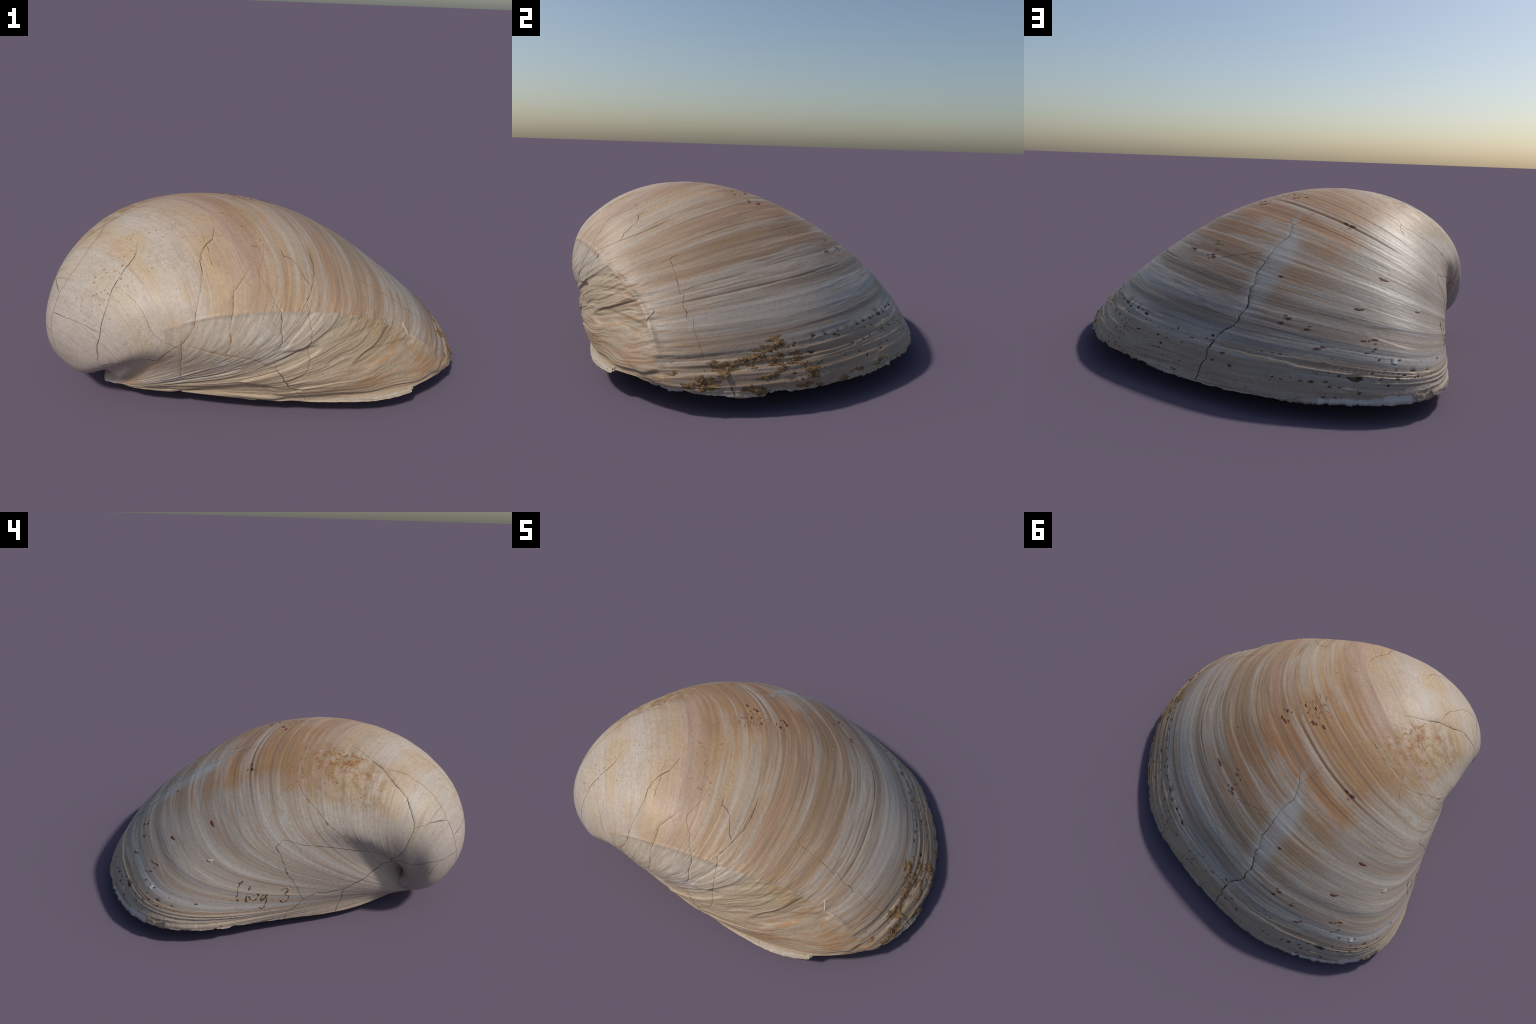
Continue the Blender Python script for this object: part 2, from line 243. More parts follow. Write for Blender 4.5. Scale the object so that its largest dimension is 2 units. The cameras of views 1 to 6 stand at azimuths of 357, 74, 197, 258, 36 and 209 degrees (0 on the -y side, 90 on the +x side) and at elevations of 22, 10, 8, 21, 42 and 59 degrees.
# ---------------------------------------------------------------- relief of the outer face
def relief(P, u, v):
    """Height in metres to add along the outward normal."""
    t = age(P)
    t = np.where(t > 300, t - 360, t)
    size = np.clip(np.hypot((P - BEAK) @ GROW, (P - BEAK) @ UP) / 1.75, 0, 1)   # distance from the hinge axis
    x, y, z = P[..., 0], P[..., 1], P[..., 2]
    wob = 0.14 * noise(x * 4, y * 4, z * 4, seed=1) + 0.02 * noise(x * 14, y * 14, z * 14, seed=2)
    w = t + wob * (0.6 + t / 50)
    vr = ridge_station(u)
    esc = smooth(0.04, -0.10, v - vr)                 # 1 on the escutcheon
    lun = smooth(12.6, 14.2, v)                       # 1 towards the lunule
    old = smooth(115, 70, t)                          # the umbo is worn smooth
    # growth lines of the disc: broad swells, ribs and hair lines
    swell = noise(w * 0.30, v * 0.16, seed=3)
    rib = 1 - 2 * np.abs(noise(w * 0.85, v * 0.2, seed=4))
    rib2 = noise(w * 1.9, v * 0.35, seed=5)
    hair = noise(w * 5.0, v * 1.2, seed=6)
    steps = smooth(-0.07, 0.07, noise(w * 0.33, v * 0.22, seed=31)) + 0.5 * smooth(-0.06, 0.06, noise(w * 0.75, v * 0.5, seed=32))
    h = size * old * (1 - esc) * (0.0020 * swell + 0.0012 * rib * smooth(-0.5, 0.6, swell) + 0.0006 * rib2 + 0.0004 * hair + 0.0020 * (steps - 0.75))
    h += size * old * lun * smooth(17, 15, v) * (0.0030 * noise(w * 0.16, v * 0.2, seed=7) + 0.0006 * noise(w * 0.55, v * 0.3, seed=8))
    # crowded, raised ribs at the margin, strongest behind (towards +x) and at the lunule corner
    brim = smooth(6.5, 4.0, t) * (1 - esc) * smooth(0.1, 0.5, size)
    strong = np.clip(bell(v, 5.7, 1.6) + bell(v, 13.2, 1.5) + 0.25, 0, 1)
    h += brim * strong * (0.0030 * (1 - 2 * np.abs(noise(w * 1.15 + 0.4, v * 0.6, seed=9))) + 0.0016 * noise(w * 3.2, v * 1.5, seed=10))
    h += brim * (0.0030 * (smooth(-0.04, 0.04, noise(w * 0.9, v * 0.3, seed=33)) - 0.5) + 0.0024 * (smooth(-0.04, 0.04, noise(w * 2.1, v * 0.5, seed=34)) - 0.5))
    crumb = smooth(1.4, 0.0, t + 0.8 * noise(v * 3, seed=35)) * (1 - 0.6 * esc) * smooth(0.2, 0.6, size)
    h -= crumb * (0.004 * smooth(0.05, 0.45, noise(x * 22, y * 22, z * 22, seed=36)) + 0.0022 * noise(x * 50, y * 50, z * 50, seed=37))
    # growth stops: a stepped ledge and sharp grooves, each strong only along part of its line
    mid = smooth(7.4, 8.4, v) * smooth(12.0, 9.6, v)
    h += mid * (0.0026 * smooth(35.6, 36.4, w) * smooth(43, 37, w) - 0.0020 * bell(w, 35.6, 0.25))
    h -= 0.0032 * bell(w, 14.4, 0.10) * smooth(4.4, 5.0, v) * smooth(8.2, 7.0, v)
    h += 0.0035 * smooth(5.0, 5.4, w) * smooth(9, 5.5, w) * smooth(8.6, 7.6, v) * (1 - esc)
    # the escutcheon: oblique, irregular, flaky folds that die out along their length
    rough = smooth(-0.4, 0.5, noise(t * 0.35 + 3 * v, seed=53))
    h += (0.0022 + 0.003 * rough * smooth(50, 25, t)) * bell(v - vr, 0.015, 0.05) * smooth(95, 60, t) * smooth(0, 2, t)
    h -= (0.002 + 0.004 * rough * smooth(45, 25, t)) * smooth(0.0, -0.12, v - vr) * smooth(-0.9, -0.2, v - vr) * smooth(90, 60, t)
    h += 0.0016 * noise(w * 1.6, (v - vr) * 2.2, seed=51) * bell(v - vr, 0.05, 0.35) * smooth(75, 40, t)
    h += 0.0008 * noise(w * 4.0, (v - vr) * 6.0, seed=52) * bell(v - vr, 0.1, 0.3) * smooth(75, 40, t)
    bend = w + 1.5 * noise(x * 4, y * 4, z * 4, seed=11) + 0.5 * noise(x * 13, y * 13, z * 13, seed=17)
    f1 = noise(bend * 0.15, v * 0.8, seed=12)
    f2 = noise(bend * 0.40, v * 1.1, seed=13)
    f3 = noise(bend * 1.1, v * 1.8, seed=14)
    patchy = smooth(-0.5, 0.5, noise(x * 5, y * 5, z * 5, seed=18))
    ee = esc * smooth(0.1, 0.9, v) * smooth(55, 28, t)
    h += ee * (0.0085 * (smooth(-0.10, 0.08, f1) - 0.5) + 0.0052 * patchy * (smooth(-0.10, 0.06, f2) - 0.5) + 0.0012 * f3 + 0.0008 * noise(bend * 2.6, v * 3, seed=19))
    h -= 0.006 * esc * smooth(30.6, 29.4, bend) * smooth(24, 29, bend) * smooth(2.2, 3.0, v)
    h += esc * smooth(100, 60, t) * 0.0012 * noise(w * 0.6, v * 3, seed=15)
    # grain
    h += 0.00025 * noise(x * 70, y * 70, z * 70, seed=16) * old
    return h


def normals_of(P):
    n = np.cross(np.gradient(P, axis=0), np.gradient(P, axis=1))
    n /= np.linalg.norm(n, axis=2, keepdims=True) + 1e-12
    return n


def even_params(line, n, lo, hi):
    """n parameters whose points are evenly spaced along a sampled line."""
    t = np.linspace(lo, hi, len(line))
    s = np.r_[0, np.cumsum(np.linalg.norm(np.diff(line, axis=0), axis=1))]
    return np.interp(np.linspace(0, s[-1], n), s, t)


# ---------------------------------------------------------------- the shell's own grid
ROWS, COLS_ESC, COLS_DISC = int(680 * RES), int(360 * RES), int(900 * RES)
u_line = even_params(grid_surface(np.linspace(0, NU - 1, 400), [8.0])[:, 0], ROWS, 0, NU - 1)
esc_line = even_params(grid_surface([2.0], np.linspace(0, 4.2, 300))[0], COLS_ESC, 0, 1)
disc_line = even_params(grid_surface([2.0], np.linspace(4.2, NV - 1, 600))[0], COLS_DISC + 1, 0, 1)[1:]


def chip_depth(v):
    """How much of the outer layer (in stages) has broken from the margin."""
    d = 0.05 * smooth(-0.5, 0.8, noise(v * 7, seed=20)) * (0.3 + 0.7 * smooth(-0.3, 0.5, noise(v * 1.3, seed=21)))
    d = d + 0.016 * (1 + noise(v * 24, seed=22)) + 0.010 * (1 + noise(v * 70, seed=23))
    for c, w, a in ((3.72, 0.22, 0.03), (4.36, 0.22, 0.20), (4.75, 0.35, 0.14), (5.55, 0.16, 0.15), (11.2, 0.7, 0.15),
                    (11.95, 0.25, 0.17), (12.4, 0.1, 0.1), (8.5, 0.3, 0.05), (13.55, 0.12, 0.09), (7.35, 0.2, 0.08), (7.9, 0.08, 0.07)):
        d = d + a * smooth(w * 1.1, w * 0.55, np.abs(v - c + 0.04 * noise(v * 14, seed=24)))
    return d * smooth(0.8, 2.4, v) * smooth(15.4, 13.6, v)


U = np.repeat(u_line[:, None], COLS_ESC + COLS_DISC, 1)
vr = ridge_station(u_line)[:, None] + 0.02 * noise(u_line * 6, seed=30)[:, None]
V = np.hstack([vr * esc_line[None], vr + (NV - 1 - vr) * disc_line[None]])
cut = chip_depth(V[0])
U = U + cut[None] * smooth(0.8, 0.0, U)
flat = lambda a: a.reshape(-1)
BASE = np.zeros(U.shape + (3,))
for i in range(0, ROWS, 40):
    BASE[i:i + 40] = surface(flat(U[i:i + 40]), flat(V[i:i + 40])).reshape(U[i:i + 40].shape + (3,))


def broken_corner(v, layer):
    """How far the margin juts out (or is broken back) at the hind corner, in metres."""
    v = v + 0.03 * noise(v * 11, seed=25)
    step = 0.012 * smooth(2.5, 2.9, v) * smooth(3.38, 3.33, v) - 0.012 * smooth(3.40, 3.46, v) * smooth(3.92, 3.82, v)
    if layer == "inner":
        step = step + 0.016 * smooth(3.90, 3.98, v) * smooth(4.55, 4.35, v)
    return step


outgrowth = BASE[0] - BASE[14]
outgrowth /= np.linalg.norm(outgrowth, axis=1, keepdims=True)
BASE += (outgrowth * broken_corner(V[0], "outer")[:, None])[None] * smooth(0.5, 0.0, U)[..., None]
BASE_N = normals_of(BASE)
if ((BASE - [0, 0, 0.4]) * BASE_N).sum() < 0:
    BASE_N = -BASE_N
    FLIP = True
else:
    FLIP = False
OUTER = BASE + BASE_N * relief(BASE, U, V)[..., None]
OUTER_N = normals_of(OUTER) * (-1 if FLIP else 1)


def new_mesh_object(name, verts, faces, material, parent, normals=None):
    verts, faces = np.asarray(verts, np.float32), np.asarray(faces, np.int32)
    me = bpy.data.meshes.new(name)
    me.vertices.add(len(verts))
    me.vertices.foreach_set("co", verts.ravel())
    k = faces.shape[1]
    me.loops.add(faces.size)
    me.loops.foreach_set("vertex_index", faces.ravel())
    me.polygons.add(len(faces))
    me.polygons.foreach_set("loop_start", np.arange(0, faces.size, k, dtype=np.int32))
    me.update(calc_edges=True)
    me.validate()
    me.polygons.foreach_set("use_smooth", np.ones(len(me.polygons), bool))
    if normals is not None:
        me.normals_split_custom_set_from_vertices(np.asarray(normals, np.float32))
    me.materials.append(material)
    ob = bpy.data.objects.new(name, me)
    ob.parent = parent
    bpy.context.scene.collection.objects.link(ob)
    return ob


def grid_faces(rows, cols, flip=False):
    i = np.arange(rows - 1)[:, None] * cols + np.arange(cols - 1)[None]
    q = np.stack([i, i + 1, i + cols + 1, i + cols], -1).reshape(-1, 4)
    return q[:, ::-1] if flip else q


def grid_object(name, P, material, parent, flip=False, normals=None):
    return new_mesh_object(name, P.reshape(-1, 3), grid_faces(*P.shape[:2], flip), material, parent,
                           None if normals is None else normals.reshape(-1, 3))


def sub_object(name, mask, P, N, material, parent, flip):
    """Faces of the shared grid chosen by mask, as an object with the whole shell's normals."""
    q = grid_faces(*P.shape[:2], flip)[mask.reshape(-1)]
    used, inv = np.unique(q, return_inverse=True)
    return new_mesh_object(name, P.reshape(-1, 3)[used], inv.reshape(-1, 4), material, parent, N.reshape(-1, 3)[used])


SHELL = bpy.data.objects.new("clam_shell", None)
bpy.context.scene.collection.objects.link(SHELL)
SHELL["label"] = "large pale fossil clam valve, banded, cracked, lying dome upward"
SHELL["category"] = "fossil seashell"


# ---------------------------------------------------------------- places on the finished shell
def to_cell(u, v):
    """Row and column (fractional) of the shell grid for stage u, station v."""
    u, v = np.atleast_1d(np.asarray(u, float)), np.atleast_1d(np.asarray(v, float))
    r0 = ridge_station(u) + 0.02 * noise(u * 6, seed=30)
    k = np.arange(COLS_ESC + COLS_DISC)
    frac = np.where(v < r0, np.interp(v / r0, esc_line, k[:COLS_ESC]),
                    np.interp((v - r0) / (NV - 1 - r0), np.r_[0, disc_line], np.r_[COLS_ESC - 1, k[COLS_ESC:]]))
    c = np.interp(frac, k, cut)
    ul = u
    for _ in range(12):
        ul = 0.5 * ul + 0.5 * np.clip(u - c * smooth(0.8, 0.0, ul), 0, None)
    return np.interp(ul, u_line, np.arange(ROWS)), frac


def sample(A, i, j):
    i, j = np.clip(i, 0, A.shape[0] - 1.001), np.clip(j, 0, A.shape[1] - 1.001)
    a, b = np.floor(i).astype(int), np.floor(j).astype(int)
    f, g = (i - a)[..., None], (j - b)[..., None]
    return (A[a, b] * (1 - f) + A[a + 1, b] * f) * (1 - g) + (A[a, b + 1] * (1 - f) + A[a + 1, b + 1] * f) * g


def dent(i, j, radius, depth):
    """Press the shell in around grid places (i, j)."""
    n = 7
    for a, b, r, d in zip(i, j, radius, depth):
        a0, b0 = int(round(a)), int(round(b))
        sl = (slice(max(a0 - n, 0), a0 + n + 1), slice(max(b0 - n, 0), b0 + n + 1))
        P = BASE[sl]
        if P.size == 0:
            continue
        c = sample(BASE, np.array([a]), np.array([b]))[0]
        w = np.exp(-(np.linalg.norm(P - c, axis=-1) / r) ** 2)
        DENT[sl] = np.maximum(DENT[sl], d * w)


def walk(points, step=0.004, jitter=0.0, seed=0):
    """Even, slightly jagged path through (stage, station) points, as grid cells."""
    uv = np.array(points, float)
    P = surface(uv[:, 0], uv[:, 1])
    s = np.r_[0, np.cumsum(np.linalg.norm(np.diff(P, axis=0), axis=1))]
    keep = np.r_[True, np.diff(s) > 1e-5]
    s, uv = s[keep], uv[keep]
    q = np.linspace(0, s[-1], max(4, int(s[-1] / step)))
    ii, jj = to_cell(np.interp(q, s, uv[:, 0]), np.interp(q, s, uv[:, 1]))
    if jitter:
        env = np.sin(np.linspace(0, math.pi, len(q))) ** 0.3
        ii = ii + jitter * env * (noise(q * 70, seed=seed) + 0.6 * noise(q * 190, seed=seed + 1))
        jj = jj + jitter * env * (noise(q * 75, seed=seed + 2) + 0.6 * noise(q * 200, seed=seed + 3))
    return ii, jj, q


def ribbon(name, i, j, half, material, parent, lift=0.0007, thick=0.0012):
    """A thin strip of matter lying on the shell along a path; half = half width at each point."""
    P, N = sample(OUTER, i, j), sample(OUTER_N, i, j)
    T = np.gradient(P, axis=0)
    side = np.cross(N, T)
    side /= np.linalg.norm(side, axis=1, keepdims=True) + 1e-12
    h = np.asarray(half)[:, None]
    top = N * (lift + thick)
    rows = np.stack([P - side * h * 1.15 - N * 0.0015, P - side * h + N * lift, P + top, P + side * h + N * lift, P + side * h * 1.15 - N * 0.0015], 1)
    return grid_object(name, rows, material, parent)


def stages_per_metre(u, v):
    """Change of (stage, station) for a metre along the growth direction and along the growth line."""
    e = 0.02
    w = lambda a: np.array([a], float)
    du = surface(w(u + e), w(v)) - surface(w(u - e), w(v))
    dv = surface(w(u), w(v + e)) - surface(w(u), w(v - e))
    return 2 * e / np.linalg.norm(du), 2 * e / np.linalg.norm(dv)


def flake(name, u, v, along, across, material, parent, thick=0.0014, seed=0, ragged=0.5, turn=0.0):
    """An irregular thin film on the shell, longer along the growth line."""
    gu, gv = stages_per_metre(u, v)
    rings, spokes = 4, 26
    ang = np.linspace(0, math.tau, spokes, endpoint=False)
    rad = 1 + ragged * noise(np.cos(ang) * 1.6 + seed * 7.3, np.sin(ang) * 1.6, seed=50) + 0.5 * ragged * noise(np.cos(ang) * 4, np.sin(ang) * 4 + seed * 3.1, seed=51)
    verts = []
    for k in range(rings + 1):
        f = k / rings
        x = f * rad * along * np.cos(ang)
        y = f * rad * across * np.sin(ang)
        x, y = x * math.cos(turn) - y * math.sin(turn), x * math.sin(turn) + y * math.cos(turn)
        a, b = to_cell(u + y * gu, v + x * gv)
        lift = thick if k < rings else -0.001
        verts.append(sample(OUTER, a, b) + sample(OUTER_N, a, b) * lift)
    V_ = np.stack(verts)
    V_ = np.concatenate([V_, V_[:, :1]], 1)
    return grid_object(name, V_, material, parent, flip=False)


def clump(name, u, v, size, material, parent, seed):
    """A lump of dried mud: a noisy squashed ball half sunk in the shell."""
    i, j = to_cell(u, v)
    c, n = sample(OUTER, i, j)[0], sample(OUTER_N, i, j)[0]
    a = np.cross(n, UP)
    a /= np.linalg.norm(a)
    b = np.cross(n, a)
    la, th = np.meshgrid(np.linspace(0, math.pi, 26), np.linspace(0, math.tau, 44), indexing="ij")
    d = np.stack([np.sin(la) * np.cos(th), np.sin(la) * np.sin(th), np.cos(la)], -1)
    o = seed * 5.7
    r = 1 + 0.45 * noise(d[..., 0] * 1.7 + o, d[..., 1] * 1.7, d[..., 2] * 1.7, seed=60) \
        + 0.30 * noise(d[..., 0] * 4 + o, d[..., 1] * 4, d[..., 2] * 4, seed=61) \
        + 0.16 * noise(d[..., 0] * 9 + o, d[..., 1] * 9, d[..., 2] * 9, seed=62)
    stretch = 0.75 + 0.7 * random.random()
    p = d * r[..., None] * size * 0.5
    P = c + p[..., 0:1] * a * stretch + p[..., 1:2] * b / stretch ** 0.5 + p[..., 2:3] * n * 0.26
    return grid_object(name, P, material, parent)


# ---------------------------------------------------------------- materials
class Nodes:
    """Small helper that writes shader math as calls."""

    def __init__(self, name):
        self.mat = bpy.data.materials.new(name)
        self.mat.use_nodes = True
        self.nt = self.mat.node_tree
        self.bsdf = self.nt.nodes["Principled BSDF"]
        self.obj = self.nt.nodes.new("ShaderNodeTexCoord").outputs["Object"]

    def put(self, socket, value):
        if isinstance(value, bpy.types.NodeSocket):
            self.nt.links.new(value, socket)
        elif isinstance(value, tuple) and len(value) == 3 and socket.type == "RGBA":
            socket.default_value = (*value, 1)
        else:
            socket.default_value = value

    def m(self, op, a, b=0.0, c=0.0):
        n = self.nt.nodes.new("ShaderNodeMath")
        n.operation = op
        for s, v in zip(n.inputs, (a, b, c)):
            self.put(s, v)
        return n.outputs[0]

    def add(self, a, b): return self.m("ADD", a, b)
    def sub(self, a, b): return self.m("SUBTRACT", a, b)
    def mul(self, a, b): return self.m("MULTIPLY", a, b)

    def dot(self, vec, axis):
        n = self.nt.nodes.new("ShaderNodeVectorMath")
        n.operation = "DOT_PRODUCT"
        self.put(n.inputs[0], vec)
        n.inputs[1].default_value = tuple(axis)
        return n.outputs["Value"]

    def vec(self, x, y, z=0.0):
        n = self.nt.nodes.new("ShaderNodeCombineXYZ")
        for s, v in zip(n.inputs, (x, y, z)):
            self.put(s, v)
        return n.outputs[0]

    def noise(self, vec, scale, detail=2.0, rough=0.5, out="Fac"):
        n = self.nt.nodes.new("ShaderNodeTexNoise")
        self.put(n.inputs["Vector"], vec)
        n.inputs["Scale"].default_value = scale
        n.inputs["Detail"].default_value = detail
        n.inputs["Roughness"].default_value = rough
        return n.outputs[out]

    def voronoi(self, vec, scale, out="Distance"):
        n = self.nt.nodes.new("ShaderNodeTexVoronoi")
        self.put(n.inputs["Vector"], vec)
        n.inputs["Scale"].default_value = scale
        return n.outputs[out]

    def step(self, x, lo, hi, a=0.0, b=1.0):
        n = self.nt.nodes.new("ShaderNodeMapRange")
        n.interpolation_type = "SMOOTHSTEP"
        self.put(n.inputs["Value"], x)
        for k, v in (("From Min", lo), ("From Max", hi), ("To Min", a), ("To Max", b)):
            self.put(n.inputs[k], v)
        return n.outputs[0]

    def window(self, x, a, b, soft):
        return self.mul(self.step(x, a - soft, a + soft), self.step(x, b - soft, b + soft, 1.0, 0.0))

    def ramp(self, x, stops):
        n = self.nt.nodes.new("ShaderNodeValToRGB")
        self.put(n.inputs[0], x)
        e = n.color_ramp.elements
        while len(e) < len(stops):
            e.new(0.5)
        for el, (p, c) in zip(e, stops):
            el.position = p
            el.color = (*c, 1) if isinstance(c, tuple) else (c, c, c, 1)
        return n.outputs[0]

    def mix(self, f, a, b, blend="MIX"):
        n = self.nt.nodes.new("ShaderNodeMix")
        n.data_type = "RGBA"
        n.blend_type = blend
        self.put(n.inputs[0], f)
        self.put(n.inputs[6], a)
        self.put(n.inputs[7], b)
        return n.outputs[2]

    def growth(self, waver=0.5):
        """Age t (degrees around the hinge axis) and bearing phi (degrees along a growth line)."""
        n = self.nt.nodes.new("ShaderNodeVectorMath")
        n.operation = "SUBTRACT"
        self.put(n.inputs[0], self.obj)
        n.inputs[1].default_value = tuple(BEAK)
        d = n.outputs[0]
        a, g, z = self.dot(d, AXIS), self.dot(d, GROW), self.dot(d, UP)
        t = self.mul(self.m("ARCTAN2", z, g), 180 / math.pi)
        t = self.m("WRAP", t, 330.0, -30.0)
        rho = self.m("SQRT", self.add(self.mul(g, g), self.mul(z, z)))
        phi = self.mul(self.m("ARCTAN2", a, rho), 180 / math.pi)
        w = self.sub(self.noise(self.obj, 4.0, 3.0), 0.5)
        return self.add(t, self.mul(w, waver)), phi

    def finish(self, colour, rough=0.5, spec=0.4, bump=None, strength=0.2, distance=0.002):
        self.put(self.bsdf.inputs["Base Color"], colour)
        self.put(self.bsdf.inputs["Roughness"], rough)
        self.bsdf.inputs["Specular IOR Level"].default_value = spec
        if bump is not None:
            n = self.nt.nodes.new("ShaderNodeBump")
            n.inputs["Strength"].default_value = strength
            n.inputs["Distance"].default_value = distance
            self.put(n.inputs["Height"], bump)
            self.nt.links.new(n.outputs[0], self.bsdf.inputs["Normal"])
        return self.mat


def specks(N, scale, size, keep):
    """Scattered small dots: 1 inside a dot."""
    wob = N.noise(N.obj, scale * 2.2, 1.0, out="Color")
    v = N.nt.nodes.new("ShaderNodeVectorMath")
    v.operation = "MULTIPLY_ADD"
    N.put(v.inputs[0], wob)
    v.inputs[1].default_value = (0.35 / scale,) * 3
    N.put(v.inputs[2], N.obj)
    d = N.voronoi(v.outputs[0], scale)
    pick = N.dot(N.voronoi(v.outputs[0], scale, "Color"), (1, 0, 0))
    big = N.dot(N.voronoi(v.outputs[0], scale, "Color"), (0, 1, 0))
    r = N.mul(N.add(0.35, big), size)
    return N.mul(N.step(N.sub(d, r), -0.02, 0.03, 1.0, 0.0), N.m("LESS_THAN", pick, keep))


def make_shell_material():
    N = Nodes("banded_shell")
    t, phi = N.growth(0.7)
    T = 150.0
    band = N.ramp(N.m("DIVIDE", N.add(t, 5.0), T + 5), [((k + 5) / (T + 5), c) for k, c in (
        (-3, (0.42, 0.37, 0.31)), (4.8, (0.40, 0.36, 0.31)), (6.0, (0.37, 0.37, 0.37)), (9.0, (0.40, 0.385, 0.37)),
        (11.0, (0.43, 0.40, 0.37)), (13.6, (0.40, 0.38, 0.355)), (16.0, (0.47, 0.41, 0.365)), (18.5, (0.43, 0.36, 0.295)),
        (21.5, (0.42, 0.34, 0.27)), (23.6, (0.45, 0.37, 0.28)), (25.0, (0.46, 0.35, 0.22)), (26.6, (0.44, 0.395, 0.34)),
        (29.5, (0.47, 0.37, 0.27)), (32.5, (0.46, 0.345, 0.27)), (34.6, (0.43, 0.345, 0.27)), (36.6, (0.55, 0.48, 0.40)),
        (39.5, (0.52, 0.42, 0.31)), (46, (0.52, 0.41, 0.29)), (50.5, (0.51, 0.40, 0.315)), (56, (0.52, 0.42, 0.35)),
        (60, (0.55, 0.435, 0.31)), (66, (0.56, 0.43, 0.285)), (69, (0.53, 0.43, 0.33)), (71, (0.55, 0.49, 0.43)), (76, (0.55, 0.44, 0.315)),
        (84, (0.56, 0.44, 0.30)), (88, (0.57, 0.51, 0.45)), (95, (0.57, 0.49, 0.38)), (104, (0.54, 0.48, 0.42)),
        (112, (0.545, 0.49, 0.44)), (150, (0.54, 0.49, 0.445)))])
    # streaks that run along the growth lines
    s1 = N.noise(N.vec(N.mul(t, 0.55), N.mul(phi, 0.030)), 1.0, 3.0, 0.6)
    s2 = N.noise(N.vec(N.mul(t, 2.2), N.mul(phi, 0.05), 3.7), 1.0, 3.0, 0.65)
    s3 = N.noise(N.vec(N.mul(t, 6.5), N.mul(phi, 0.12), 9.1), 1.0, 2.0, 0.6)
    c = N.mix(N.mul(N.step(s1, 0.52, 0.72), 0.55), band, (0.40, 0.275, 0.185))
    c = N.mix(N.mul(N.step(s1, 0.46, 0.30), 0.5), c, (0.55, 0.50, 0.45))
    # in patches the bands of the beak fade to chalk
    patch = N.noise(N.obj, 3.0, 3.0)
    c = N.mix(N.mul(N.mul(N.step(patch, 0.46, 0.58), N.step(t, 52, 72)), 0.8), c, (0.575, 0.525, 0.475))
    rosy = N.noise(N.vec(N.mul(t, 0.16), N.mul(phi, 0.06), 44.0), 1.0, 4.0, 0.6)
    c = N.mix(N.mul(N.mul(N.step(rosy, 0.54, 0.66), N.step(t, 48, 60)), 0.45), c, (0.50, 0.41, 0.35))
    # orange stain over the crown and the far flank
    edge = N.mul(N.sub(N.noise(N.obj, 4.0, 3.0), 0.5), 14.0)
    ph = N.add(phi, edge)
    orange = N.mul(N.window(ph, -28, 12, 6), N.window(t, 16, 52, 5))
    orange = N.mul(orange, N.step(s1, 0.30, 0.56, 0.35, 1.0))
    c = N.mix(N.mul(orange, 0.92), c, N.mix(N.step(s2, 0.4, 0.62), (0.45, 0.24, 0.105), (0.38, 0.205, 0.12)))
    c = N.mix(N.mul(N.mul(N.window(ph, -25, 4, 4), N.window(t, 26.0, 34.5, 2)), 0.65), c, (0.45, 0.215, 0.085))
    crown = N.mul(N.window(ph, -26, 22, 7), N.window(t, 35.5, 49, 3))
    c = N.mix(N.mul(crown, N.step(s1, 0.30, 0.6, 0.2, 0.6)), c, (0.49, 0.335, 0.175))
    blotch = N.noise(N.vec(N.mul(t, 0.09), N.mul(phi, 0.07), 31.0), 1.0, 3.0, 0.55)
    c = N.mix(N.mul(N.mul(N.step(blotch, 0.50, 0.64), N.window(t, 18, 64, 7)), 0.38), c, (0.49, 0.325, 0.175))
    c = N.mix(N.mul(N.mul(N.step(blotch, 0.46, 0.36), N.window(t, 18, 75, 8)), 0.40), c, (0.475, 0.345, 0.28))
    # chalky grey on the lunule side and blue-grey young bands
    chalk = N.step(N.add(ph, N.mul(N.sub(t, 30), 0.05)), -23, -34)
    chalk = N.mul(chalk, N.step(t, 90, 60, 0.75, 1.0))
    c = N.mix(N.mul(chalk, 0.9), c, N.mix(N.step(s2, 0.38, 0.66), (0.50, 0.46, 0.415), (0.40, 0.355, 0.31)))
    blue = N.mul(N.window(N.add(t, N.mul(N.sub(s2, 0.5), 3.0)), 5.9, 10.2, 0.9), N.step(ph, 26, 10))
    c = N.mix(N.mul(blue, 0.75), c, N.mix(N.step(s2, 0.4, 0.6), (0.275, 0.285, 0.30), (0.40, 0.385, 0.37)))
    blue2 = N.mul(N.window(t, 12.8, 14.3, 0.4), N.step(ph, 30, 12))
    c = N.mix(N.mul(blue2, 0.55), c, (0.27, 0.28, 0.29))
    # crowded young margin: drab, with brown lines in its grooves
    drab = N.step(t, 6.0, 4.6)
    c = N.mix(N.mul(drab, 0.6), c, (0.42, 0.355, 0.285))
    lines = N.step(N.m("ABSOLUTE", N.sub(N.noise(N.vec(N.mul(t, 1.6), N.mul(phi, 0.02), 5.0), 1.0, 1.0), 0.5)), 0.030, 0.0)
    c = N.mix(N.mul(N.mul(lines, N.step(t, 9, 4, 0.15, 0.75)), N.step(s2, 0.3, 0.6)), c, (0.24, 0.165, 0.10))
    # bleached halo along the great crack
    path = N.mul(N.ramp(N.m("DIVIDE", t, 40.0), [(0.0, 0.55), (0.2, 0.48), (0.36, 0.452), (0.45, 0.425), (0.56, 0.395), (0.66, 0.36), (0.77, 0.235), (1.0, 0.1)]), -40.0)
    width = N.mul(N.ramp(N.m("DIVIDE", t, 40.0), [(0.05, 0.05), (0.2, 0.35), (0.38, 0.45), (0.52, 0.55), (0.62, 0.46), (0.70, 0.14), (0.86, 0.0)]), 5.6)
    off = N.m("ABSOLUTE", N.add(N.sub(phi, path), N.add(0.9, N.mul(edge, 0.12))))
    halo = N.step(N.sub(off, width), 1.9, -2.0)
